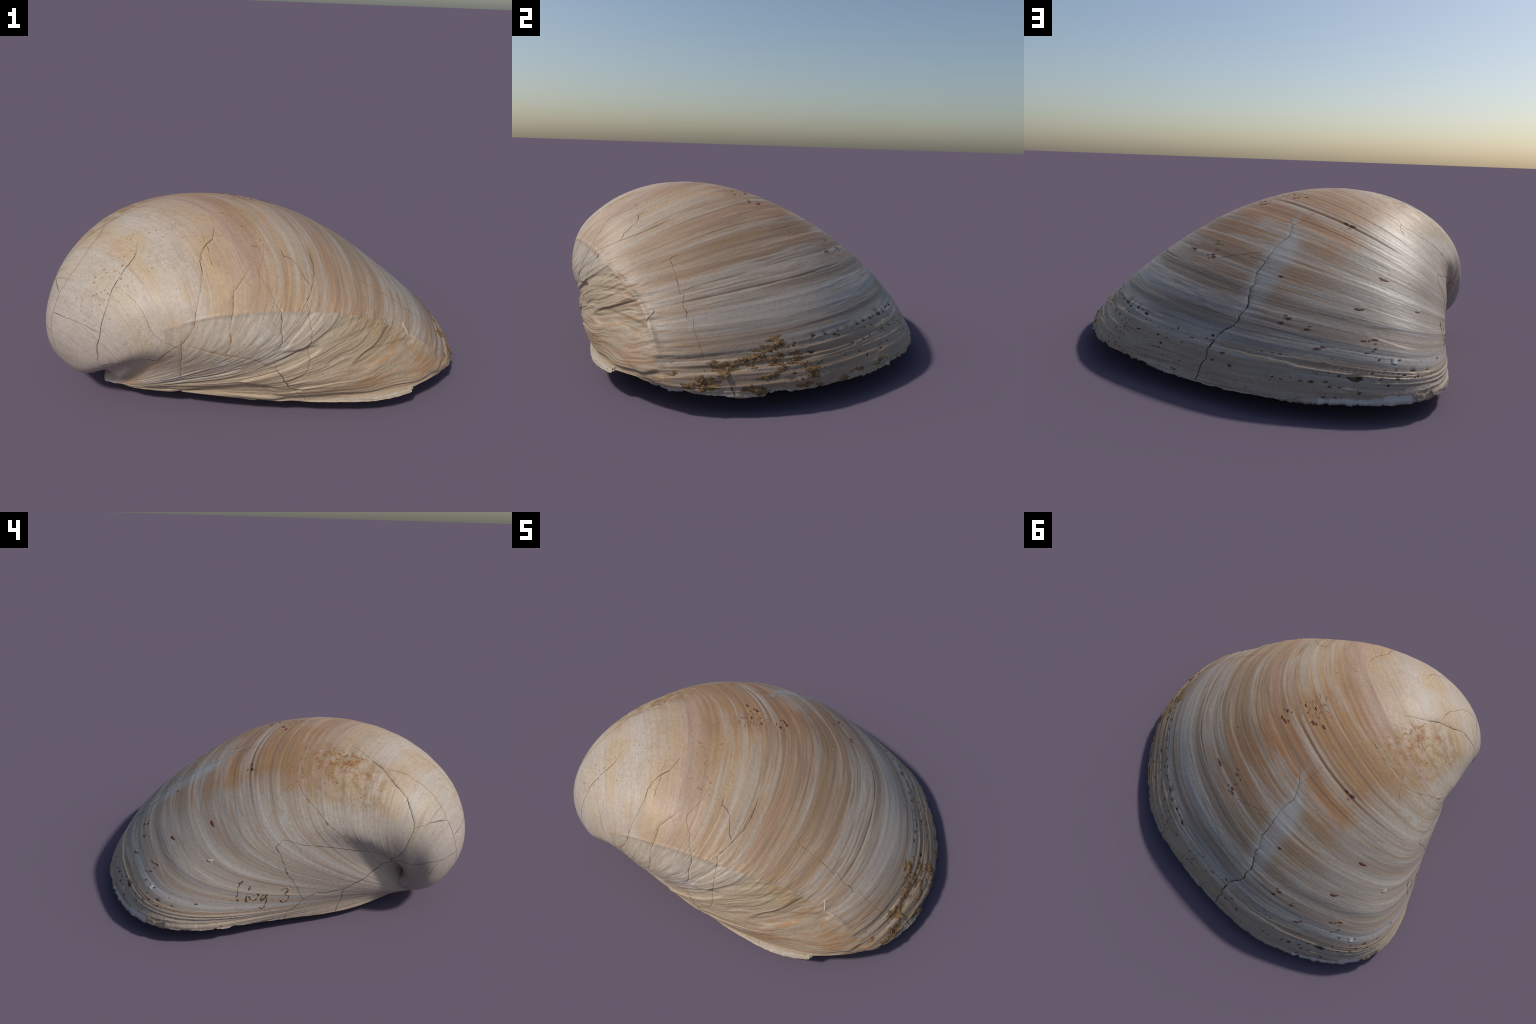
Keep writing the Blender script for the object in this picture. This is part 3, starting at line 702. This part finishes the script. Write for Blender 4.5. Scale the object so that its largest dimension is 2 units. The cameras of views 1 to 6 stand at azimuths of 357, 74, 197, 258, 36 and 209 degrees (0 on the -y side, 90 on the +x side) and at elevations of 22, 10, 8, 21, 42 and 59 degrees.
    c = N.mix(N.mul(N.mul(halo, N.window(t, 9, 33, 3)), 0.8), c, N.mix(s2, (0.38, 0.385, 0.385), (0.48, 0.48, 0.475)))
    # warm brown between the orange crown and the blue bands, tan beside the ridge
    brown = N.mul(N.window(ph, -33, -6, 4), N.window(t, 12.5, 27, 2))
    c = N.mix(N.mul(N.mul(brown, N.step(s1, 0.35, 0.6, 0.2, 0.85)), N.sub(1.0, halo)), c, N.mix(s2, (0.31, 0.235, 0.17), (0.43, 0.345, 0.265)))
    tan = N.mul(N.step(N.add(phi, N.mul(edge, 0.35)), 33, 41), N.step(t, 46, 30))
    c = N.mix(N.mul(tan, 0.62), c, N.mix(N.step(s2, 0.35, 0.65), (0.37, 0.295, 0.23), (0.49, 0.425, 0.36)))
    # named growth bands of the middle shell: grey, yellow, rosy, brown and white
    for t0, wd, amount, lo, hi, shade in ((11.6, 0.7, 0.5, -30, 44, (0.50, 0.49, 0.49)), (15.6, 0.7, 0.6, 2, 44, (0.52, 0.50, 0.485)), (17.0, 0.35, 0.5, 0, 42, (0.52, 0.47, 0.42)),
                                          (19.6, 1.0, 0.6, -8, 40, (0.32, 0.235, 0.165)), (21.6, 0.35, 0.5, -5, 38, (0.49, 0.42, 0.36)), (24.6, 0.55, 0.7, 2, 30, (0.46, 0.315, 0.13)),
                                          (26.3, 0.8, 0.6, -20, 40, (0.46, 0.435, 0.41)), (28.0, 0.4, 0.5, -26, 40, (0.44, 0.27, 0.16)), (30.2, 0.35, 0.45, -8, 40, (0.52, 0.44, 0.36)),
                                          (32.3, 0.7, 0.5, -5, 46, (0.44, 0.29, 0.225)), (33.9, 0.5, 0.5, -14, 30, (0.33, 0.235, 0.17)), (36.7, 0.4, 0.75, -27, 34, (0.57, 0.53, 0.485)),
                                          (47.5, 0.5, 0.35, -10, 44, (0.56, 0.48, 0.40)), (54.5, 2.6, 0.45, -12, 44, (0.48, 0.36, 0.305)), (57.8, 0.4, 0.5, -10, 40, (0.56, 0.47, 0.40))):
        line = N.mul(N.step(N.m("ABSOLUTE", N.sub(t, t0)), wd * 1.3, wd * 0.5), N.window(ph, lo, hi, 4))
        c = N.mix(N.mul(N.mul(line, N.step(s2, 0.30, 0.55, 0.5, 1.0)), amount), c, shade)
    # tiny value changes line by line
    calm = N.step(t, 46, 22, 0.38, 1.0)
    c = N.mix(N.mul(calm, N.step(s2, 0.32, 0.62, 0.36, 0.0)), c, (0.20, 0.15, 0.11))
    c = N.mix(N.mul(calm, N.step(s3, 0.30, 0.62, 0.18, 0.0)), c, (0.24, 0.18, 0.13))
    c = N.mix(N.mul(calm, N.step(s3, 0.52, 0.78, 0.0, 0.22)), c, (0.70, 0.63, 0.54))
    wide = N.noise(N.vec(N.mul(t, 0.33), N.mul(phi, 0.018), 21.0), 1.0, 2.0, 0.6)
    young = N.step(t, 62, 40)
    c = N.mix(N.mul(N.mul(N.step(wide, 0.51, 0.60), young), 0.55), c, (0.31, 0.22, 0.155))
    c = N.mix(N.mul(N.mul(N.step(wide, 0.47, 0.40), young), 0.55), c, (0.50, 0.485, 0.475))
    mott = N.noise(N.obj, 55.0, 4.0, 0.7)
    bunch = N.step(N.noise(N.vec(N.mul(t, 0.22), N.mul(phi, 0.035), 52.0), 1.0, 2.0), 0.48, 0.60)
    c = N.mix(N.mul(N.mul(bunch, calm), N.step(N.noise(N.vec(N.mul(t, 3.6), N.mul(phi, 0.06), 61.0), 1.0, 2.0, 0.6), 0.50, 0.40)), c, N.mix(0.5, c, (0.17, 0.125, 0.09)))
    c = N.mix(N.step(mott, 0.35, 0.6, 0.16, 0.0), c, (0.25, 0.185, 0.13))
    # ochre and rust stain behind the beak
    smear = N.noise(N.vec(N.mul(t, 0.35), N.mul(phi, 0.16), 2.0), 1.0, 4.0, 0.6)
    zone = N.mul(N.window(phi, -34, -9, 4), N.window(t, 46, 79, 5))
    c = N.mix(N.mul(N.mul(zone, N.step(smear, 0.40, 0.60)), 0.72), c, (0.36, 0.25, 0.125))
    rusty = N.mul(N.mul(N.window(phi, -20, -9, 3), N.window(t, 52, 72, 4)), N.step(N.noise(N.obj, 34.0, 3.0, 0.6), 0.51, 0.60))
    c = N.mix(N.mul(rusty, 0.85), c, (0.33, 0.15, 0.045))
    olive = N.mul(N.window(phi, -46, -30, 4), N.window(t, 38, 62, 4))
    c = N.mix(N.mul(N.mul(olive, N.step(N.noise(N.obj, 22.0, 4.0, 0.7), 0.5, 0.6)), 0.5), c, (0.36, 0.285, 0.175))
    # dark red smudge on the crown
    smudge = N.mul(N.window(phi, 2.5, 11, 2), N.window(t, 36.6, 44, 1.6))
    tear = N.noise(N.vec(N.mul(t, 2.6), N.mul(phi, 0.55), 1.0), 1.0, 4.0, 0.7)
    c = N.mix(N.mul(N.mul(smudge, N.step(tear, 0.52, 0.60)), 0.8), c, (0.20, 0.085, 0.045))
    # freckles
    fz = N.step(N.noise(N.obj, 2.6, 2.0), 0.46, 0.62)
    near = N.mul(N.window(phi, 8, 36, 5), N.window(t, 44, 112, 8))
    f1 = N.mul(specks(N, 62.0, 0.26, 0.34), N.m("MAXIMUM", N.mul(near, 0.9), N.mul(zone, 1.0)))
    c = N.mix(N.mul(f1, N.step(fz, 0.1, 0.6, 0.25, 0.85)), c, (0.27, 0.145, 0.06))
    f2 = specks(N, 140.0, 0.27, N.step(fz, 0.2, 0.8, 0.12, 0.30))
    c = N.mix(N.mul(f2, 0.65), c, (0.23, 0.15, 0.09))
    f3 = N.mul(specks(N, 85.0, 0.32, 0.36), N.mul(zone, N.step(smear, 0.40, 0.55)))
    c = N.mix(N.mul(f3, 0.9), c, (0.33, 0.18, 0.06))
    f4 = N.mul(specks(N, 120.0, 0.34, 0.30), N.mul(N.step(t, 8, 4), N.step(N.noise(N.vec(t, N.mul(phi, 0.2)), 0.9, 2.0), 0.5, 0.62)))
    c = N.mix(N.mul(f4, 0.85), c, (0.13, 0.09, 0.06))
    grey = N.mul(N.step(N.noise(N.obj, 6.0, 4.0, 0.6), 0.50, 0.64), N.step(N.noise(N.obj, 140.0, 2.0), 0.48, 0.6))
    c = N.mix(N.mul(N.mul(grey, N.step(t, 35, 60)), 0.45), c, (0.33, 0.265, 0.195))
    # mud stain on the hind margin
    mud = N.mul(N.mul(N.step(t, 6.5, 3.5), N.window(phi, 17, 44, 5)), N.step(N.noise(N.vec(N.mul(t, 0.9), N.mul(phi, 0.22), 8.0), 1.0, 5.0, 0.7), 0.50, 0.66))
    c = N.mix(N.mul(mud, 0.65), c, (0.36, 0.235, 0.12))
    c = N.mix(N.mul(N.mul(tan, N.step(N.noise(N.vec(N.mul(t, 1.1), N.mul(phi, 0.3), 4.0), 1.0, 4.0, 0.7), 0.42, 0.62)), 0.45), c, (0.43, 0.29, 0.17))
    tone = N.ramp(N.m("DIVIDE", t, 120.0), [(0.0, (0.95, 0.87, 0.78)), (0.2, (0.96, 0.84, 0.71)), (0.45, (0.86, 0.755, 0.64)), (0.60, (0.87, 0.81, 0.745)), (0.8, (0.84, 0.80, 0.76)), (1.0, (0.80, 0.765, 0.735))])
    bleach = N.mul(halo, N.window(t, 9, 33, 3))
    tone = N.mix(N.mul(N.m("MAXIMUM", bleach, N.m("MAXIMUM", chalk, N.mul(blue, 0.8))), N.step(t, 95, 70)), tone, (0.93, 0.885, 0.84))
    c = N.mix(N.mul(bleach, 0.38), c, N.mix(s2, (0.40, 0.405, 0.41), (0.50, 0.50, 0.495)))
    c = N.mix(1.0, c, tone, "MULTIPLY")
    rough = N.step(s2, 0.3, 0.7, 0.44, 0.56)
    bump = N.add(N.mul(s3, 0.7), N.add(N.mul(N.noise(N.obj, 260.0, 2.0), 0.35), N.mul(f1, -0.8)))
    return N.finish(c, rough, 0.38, bump, 0.35, 0.0015)


def make_escutcheon_material():
    N = Nodes("escutcheon_shell")
    t, phi = N.growth(1.6)
    s1 = N.noise(N.vec(N.mul(t, 0.30), N.mul(phi, 0.05)), 1.0, 3.0, 0.6)
    s2 = N.noise(N.vec(N.mul(t, 1.1), N.mul(phi, 0.09), 3.0), 1.0, 4.0, 0.65)
    s3 = N.noise(N.vec(N.mul(t, 3.4), N.mul(phi, 0.2), 6.0), 1.0, 3.0, 0.6)
    c = N.mix(N.step(s1, 0.35, 0.65), (0.52, 0.465, 0.395), (0.455, 0.40, 0.33))
    c = N.mix(N.mul(N.step(t, 34, 22), 0.55), c, (0.47, 0.385, 0.27))
    yellow = N.mul(N.window(t, 14, 28, 4), N.step(phi, 60, 50))
    c = N.mix(N.mul(yellow, 0.5), c, (0.45, 0.37, 0.23))
    c = N.mix(N.mul(N.step(t, 85, 110), 0.8), c, (0.54, 0.485, 0.42))
    white = N.mul(N.window(t, 33, 52, 4), N.step(N.noise(N.obj, 5.0, 3.0), 0.48, 0.60))
    c = N.mix(N.mul(white, 0.85), c, (0.56, 0.535, 0.50))
    # rust: along the ridge and in the young folds near the hind end
    blot = N.noise(N.vec(N.mul(t, 0.8), N.mul(phi, 0.28), 1.0), 1.0, 5.0, 0.7)
    near = N.mul(N.step(phi, 52, 46), N.step(t, 40, 18))
    young = N.mul(N.window(t, 1.5, 15, 2.5), N.step(phi, 64, 52))
    rust = N.mul(N.m("MAXIMUM", near, young), N.step(blot, 0.44, 0.64))
    c = N.mix(N.mul(rust, 0.75), c, (0.46, 0.255, 0.11))
    streak = N.mul(N.window(t, 3.5, 7.5, 0.8), N.step(s2, 0.45, 0.6))
    c = N.mix(N.mul(N.mul(streak, N.step(phi, 66, 56)), 0.6), c, (0.36, 0.19, 0.095))
    c = N.mix(N.step(s2, 0.28, 0.62, 0.28, 0.0), c, (0.26, 0.19, 0.125))
    c = N.mix(N.step(s3, 0.55, 0.8, 0.0, 0.28), c, (0.68, 0.61, 0.52))
    c = N.mix(N.step(s3, 0.25, 0.5, 0.22, 0.0), c, (0.28, 0.20, 0.13))
    dots = specks(N, 110.0, 0.27, 0.2)
    c = N.mix(N.mul(dots, 0.65), c, (0.33, 0.18, 0.08))
    mott = N.noise(N.obj, 60.0, 4.0, 0.7)
    c = N.mix(N.step(mott, 0.35, 0.6, 0.2, 0.0), c, (0.25, 0.185, 0.13))
    c = N.mix(1.0, c, N.mix(N.step(t, 24, 40), (0.82, 0.75, 0.68), (0.84, 0.79, 0.74)), "MULTIPLY")
    bump = N.add(s3, N.mul(N.noise(N.obj, 180.0, 3.0), 0.6))
    return N.finish(c, 0.55, 0.35, bump, 0.45, 0.002)


def make_plain(name, a, b, scale, rough=0.6, spec=0.3, bump=0.4, dist=0.003, bscale=None):
    N = Nodes(name)
    n = N.noise(N.obj, scale, 4.0, 0.65)
    return N.finish(N.mix(N.step(n, 0.35, 0.65), a, b), rough, spec, N.noise(N.obj, bscale or scale * 2, 4.0, 0.7), bump, dist)


def make_margin_material():
    """Worn broken edge, drab and stained."""
    N = Nodes("broken_margin")
    n = N.noise(N.obj, 7.0, 4.0, 0.6)
    c = N.mix(N.step(n, 0.44, 0.56), (0.42, 0.37, 0.31), (0.36, 0.30, 0.235))
    c = N.mix(N.mul(N.step(N.noise(N.obj, 26.0, 4.0, 0.7), 0.53, 0.66), 0.6), c, (0.38, 0.28, 0.18))
    return N.finish(c, 0.5, 0.4, N.noise(N.obj, 60.0, 4.0), 0.5, 0.004)


def make_ink_material():
    N = Nodes("iron_gall_ink")
    n = N.noise(N.obj, 42.0, 2.0, 0.6)
    return N.finish(N.mix(N.step(n, 0.46, 0.56), (0.40, 0.265, 0.15), (0.085, 0.055, 0.035)), 0.6, 0.2)


shell_mat, esc_mat = make_shell_material(), make_escutcheon_material()
margin_mat = make_margin_material()
white_mat = make_plain("porcelain_layer", (0.54, 0.53, 0.52), (0.46, 0.43, 0.40), 9.0, 0.4)
crack_mats = {"dark": make_plain("crack_shadow", (0.055, 0.042, 0.032), (0.12, 0.09, 0.065), 40.0, 0.9, 0.1),
              "rust": make_plain("crack_rust", (0.22, 0.10, 0.035), (0.31, 0.18, 0.085), 45.0, 0.85, 0.1)}
ink_mat = make_ink_material()
fleck_mat = make_plain("red_varnish", (0.095, 0.028, 0.018), (0.16, 0.05, 0.025), 90.0, 0.6, 0.25)
pit_mat = make_plain("pit_dark", (0.060, 0.042, 0.028), (0.13, 0.09, 0.055), 70.0, 0.95, 0.1)  # dark colour of the films that mark pits
mud_mat = make_plain("dried_mud", (0.31, 0.185, 0.088), (0.16, 0.095, 0.048), 75.0, 0.95, 0.1, 0.8, 0.006, 120.0)
chalk_mat = make_plain("chalk", (0.58, 0.57, 0.55), (0.50, 0.46, 0.40), 60.0, 0.8, 0.2)
amber_mat = make_plain("amber_film", (0.30, 0.17, 0.055), (0.22, 0.10, 0.035), 80.0, 0.4, 0.4)
spine_mat = make_plain("bone_grain", (0.50, 0.44, 0.36), (0.42, 0.36, 0.28), 60.0, 0.8, 0.2)


# ---------------------------------------------------------------- cracks, pits: pressed into the shell first
DENT = np.zeros(U.shape)
paths = {}
for k, (nm, (kind, width, deep, pts)) in enumerate(CRACKS.items()):
    i, j, q = walk(pts, 0.0035, 0.6, seed=100 + 7 * k)
    paths[nm] = (i, j, q, kind, width, deep)
    if deep:
        dent(i[::2], j[::2], np.full(len(i[::2]), width * 1.5), 0.0018 * np.sin(np.linspace(0, math.pi, len(i[::2]))) ** 0.4)
pit_cells = []
for k, (u, v) in enumerate(PITS):
    i, j = to_cell(u, v)
    s = 0.0055 + 0.005 * random.random() ** 2
    if k in (4, 17):
        s = 0.017
    dent(i, j, [s * 1.3], [0.35 * s])
    pit_cells.append((u, v, s))
OUTER = OUTER - OUTER_N * DENT[..., None]
OUTER_N = normals_of(OUTER) * (-1 if FLIP else 1)

um = (U[:-1, :-1] + U[1:, 1:]) / 2
col = np.broadcast_to(np.arange(U.shape[1] - 1), um.shape)
vm = (V[:-1, :-1] + V[1:, 1:]) / 2
is_umbo = um > 5.75
is_esc = (col < COLS_ESC - 1) & ~is_umbo
is_lun = (vm > 14.3) & ~is_umbo & ~is_esc
is_disc = ~(is_umbo | is_esc | is_lun)
for nm, mask, mat in (("disc", is_disc, shell_mat), ("escutcheon", is_esc, esc_mat), ("lunule", is_lun, shell_mat), ("umbo", is_umbo, shell_mat)):
    sub_object(nm, mask, OUTER, OUTER_N, mat, SHELL, not FLIP)

# ---------------------------------------------------------------- margin, inside and hinge
# the broken margin: from the outer layer's edge down over the inner layer to the inside
edge = OUTER[0]
ev = V[0]
base_edge = surface(np.zeros(len(ev)), ev)
base_edge = base_edge + outgrowth * broken_corner(ev, "inner")[:, None]
tang = np.gradient(base_edge, axis=0)
inward = np.cross(UP, tang)
inward /= np.linalg.norm(inward, axis=1, keepdims=True) + 1e-12
if (inward * (np.array([0.1, 0.0, 0]) - base_edge)).sum() < 0:
    inward = -inward
jag = 0.006 * noise(ev * 14, seed=40) + 0.004 * noise(ev * 40, seed=41)
worn = smooth(0.8, 2.4, ev) * smooth(15.4, 13.6, ev)
exposed = smooth(0.015, 0.04, np.linalg.norm(edge - base_edge, axis=1)) * smooth(3.9, 4.1, ev)
lip = base_edge + inward * (0.010 - 0.006 * exposed + 0.6 * jag * worn)[:, None] + UP * (0.007 - 0.010 * smooth(5, 7, ev) * smooth(14.5, 12.5, ev) + ((0.8 - 0.5 * smooth(10.4, 11, ev)) * jag + 0.003 * noise(ev * 5, seed=43)) * worn)[:, None]
inner_lip = base_edge + inward * (0.042 + jag)[:, None] + UP * 0.012
rim = np.stack([edge + inward * 0.0004, 0.8 * edge + 0.2 * lip + inward * 0.005, 0.45 * edge + 0.55 * lip + inward * 0.004, lip, 0.5 * (lip + inner_lip) - UP * 0.001, inner_lip])
rim[1:-1] += 0.0025 * noise(rim[1:-1, :, 0] * 40, rim[1:-1, :, 1] * 40, rim[1:-1, :, 2] * 40, seed=42)[..., None]
bare = np.zeros(len(ev), bool)                          # where the white inner layer shows through a chip
for lo, hi in ((3.93, 4.62), (5.42, 5.72), (10.9, 12.1)):
    bare |= (ev > lo) & (ev < hi)
tone = np.broadcast_to(bare[None, :-1], (rim.shape[0] - 1, rim.shape[1] - 1)).copy()
tone[:1] = False
RIM_N = normals_of(rim) * (-1 if FLIP else 1)
sub_object("margin_rim", ~tone, rim, RIM_N, margin_mat, SHELL, not FLIP)
sub_object("exposed_inner_layer", tone, rim, RIM_N, white_mat, SHELL, not FLIP)

iu = np.r_[0, np.linspace(0.5, 7.0, 100)]
iv = np.linspace(1.9, 15.4, 240)
inner = grid_surface(iu, iv)
inn = normals_of(inner) * (-1 if FLIP else 1)
ta = np.radians(np.clip(age(inner), 0, 250))
thick = 0.065 * np.exp(-0.5 * ta) * (0.62 + 0.38 * smooth(0, 1.2, iu))[:, None]
thick = np.minimum(thick, 0.22 * np.clip(np.hypot((inner - BEAK) @ GROW, (inner - BEAK) @ UP) - 0.04, 0.01, 1))
inner = inner - inn * thick[..., None]
inner[0] = np.stack([np.interp(iv, ev, inner_lip[:, k]) for k in range(3)], -1)
grid_object("inner_surface", inner, white_mat, SHELL, FLIP)  # inside face is invented; it stays out of sight

# ---------------------------------------------------------------- cracks
for k, (nm, (i, j, q, kind, width, deep)) in enumerate(paths.items()):
    s = q / q[-1]
    half = 0.45 * width * (0.75 + 0.55 * noise(q * 30, seed=200 + k)) * smooth(0, 0.10, s) ** 0.6 * (smooth(1.0, 0.93, s) ** 0.6 if i[-1] > 14 else 1.0)
    if kind == "rust":
        half = half * (0.85 + 0.5 * noise(q * 80, seed=260 + k))
    if nm == "great_crack":                                # opens towards the margin
        half = half * (0.35 + 0.75 * smooth(0.25, 0.75, s))
    ribbon("crack", i, j, np.clip(half, 0.0004, None), crack_mats[kind], SHELL, 0.0004, 0.0004)

# ---------------------------------------------------------------- old ink inscription
ink = bpy.data.objects.new("inscription", None)
bpy.context.scene.collection.objects.link(ink)
ink.parent = SHELL
for k, pts in enumerate(INK_STROKES):
    uv = np.array(pts)
    f = np.linspace(0, len(uv) - 1, len(uv) * 8)
    if len(uv) > 3:
        uv = spline_weights(len(uv), f) @ uv
    i, j, q = walk(uv, 0.003, 0.12, seed=300 + k)
    half = 0.0032 * (1 + 0.55 * noise(q * 45, seed=310 + k))
    ribbon("ink_stroke", i, j, half, ink_mat, ink, 0.0006, 0.0004)

# ---------------------------------------------------------------- films, pits, mud
for k, (u, v) in enumerate(FLECKS):
    for n in range(1 + (k % 3 == 1) * 2):
        ju, jv = (u, v) if n == 0 else (u + random.uniform(-0.05, 0.05), v + random.uniform(-0.1, 0.1))
        L = 0.007 + 0.010 * random.random() ** 1.5
        flake("red_fleck", ju, jv, L, L * random.uniform(0.22, 0.5), fleck_mat, SHELL, 0.0010, k + 40 * n, 0.55)
for k, (u, v, s) in enumerate(pit_cells):
    flake("pit_film", u, v, s * random.uniform(1.0, 1.9), s * random.uniform(0.55, 0.9), pit_mat, SHELL, 0.0006, 90 + k, 0.6)  # a dark film laid over each pressed-in dent
for k in range(150):                                   # dark films laid flat as pits along young growth lines, without hollows
    line = random.choice([0.93, 0.91, 0.74, 0.55, 0.42, 0.30, 0.2])
    v = random.choice([random.uniform(5.0, 9.5), random.uniform(6.5, 13.5)])
    s = 0.0018 + 0.0032 * random.random() ** 2
    flake("dark_spot", line + random.gauss(0, 0.012), v, s * random.uniform(1, 2.2), s, pit_mat, SHELL, 0.0006, 300 + k, 0.6)
smalls = [o for o in bpy.data.objects if o.name.startswith("dark_spot")]
verts = [np.array([w.co[:] for w in o.data.vertices]) for o in smalls]
faces, base = [], 0
for o, w in zip(smalls, verts):
    faces += [[base + x for x in p.vertices] for p in o.data.polygons if len(p.vertices) == 4]
    base += len(w)
pits = new_mesh_object("pitting", np.vstack(verts), faces, pit_mat, SHELL)
pits["kind"] = "stuff"
for o in smalls:
    me = o.data
    bpy.data.objects.remove(o)
    bpy.data.meshes.remove(me)
for k, (u, v, s) in enumerate(CLUMPS):
    clump("dirt_clump", u, v, s * 0.9, mud_mat, SHELL, k + 1)
    for n in range(2):
        flake("mud_film", u + random.gauss(0, 0.03), v + random.gauss(0, 0.05), s * random.uniform(0.6, 1.2), s * 0.4, mud_mat, SHELL, 0.0010, 500 + 3 * k + n, 0.8)
for k, (u, v) in enumerate(FLAKE):
    flake("amber_flake", u, v, 0.011, 0.006, amber_mat, SHELL, 0.001, 700 + k, 0.7, 0.6)
(u0, v0), (u1, v1) = WHITE_PATCH
i, j, q = walk(WHITE_PATCH, 0.004)
ribbon("filler_patch", i, j, np.full(len(i), 0.011), chalk_mat, SHELL, 0.0012, 0.0008)
clump("stone_grain", CHIP[0][0], CHIP[0][1], 0.019, spine_mat, SHELL, 77)
i, j, q = walk(SPINE, 0.003)
ribbon("spine", i, j, 0.0030 * smooth(0, 0.2, q / q[-1]) + 0.001, spine_mat, SHELL, 0.0006, 0.0022)

# ---------------------------------------------------------------- invented hinge plate and teeth, unseen under the beak
def tube(name, pts, radii, material):
    pts, radii = np.array(pts, float), np.array(radii, float)
    f = np.linspace(0, len(pts) - 1, 60)
    W = spline_weights(len(pts), f)
    C, r = W @ pts, np.clip(W @ radii, 0.002, None)
    T = np.gradient(C, axis=0)
    T /= np.linalg.norm(T, axis=1, keepdims=True)
    A = np.cross(T, UP)
    A /= np.linalg.norm(A, axis=1, keepdims=True)
    B = np.cross(A, T)
    an = np.linspace(0, math.tau, 33)
    P = C[:, None] + r[:, None, None] * (np.cos(an)[None, :, None] * A[:, None] + 0.6 * np.sin(an)[None, :, None] * B[:, None])
    return grid_object(name, P, material, SHELL)


hinge = tube("hinge_plate", [(0.05, -0.70, 0.12), (-0.30, -0.66, 0.12), (-0.60, -0.55, 0.11), (-0.72, -0.38, 0.11), (-0.78, -0.10, 0.12), (-0.80, 0.15, 0.13)],
             [0.01, 0.05, 0.08, 0.08, 0.05, 0.01], white_mat)
for p, q_, w in (((-0.66, -0.42, 0.09), (-0.42, -0.44, 0.04), 0.034), ((-0.62, -0.46, 0.09), (-0.36, -0.55, 0.045), 0.03), ((-0.70, -0.34, 0.09), (-0.60, -0.14, 0.045), 0.03)):
    a, b = np.array(p), np.array(q_)
    tube("hinge_tooth", [a, 0.6 * a + 0.4 * b - [0, 0, 0.012], 0.3 * a + 0.7 * b - [0, 0, 0.01], b + [0, 0, 0.06]], [w, w, w * 0.8, w * 0.3], white_mat)
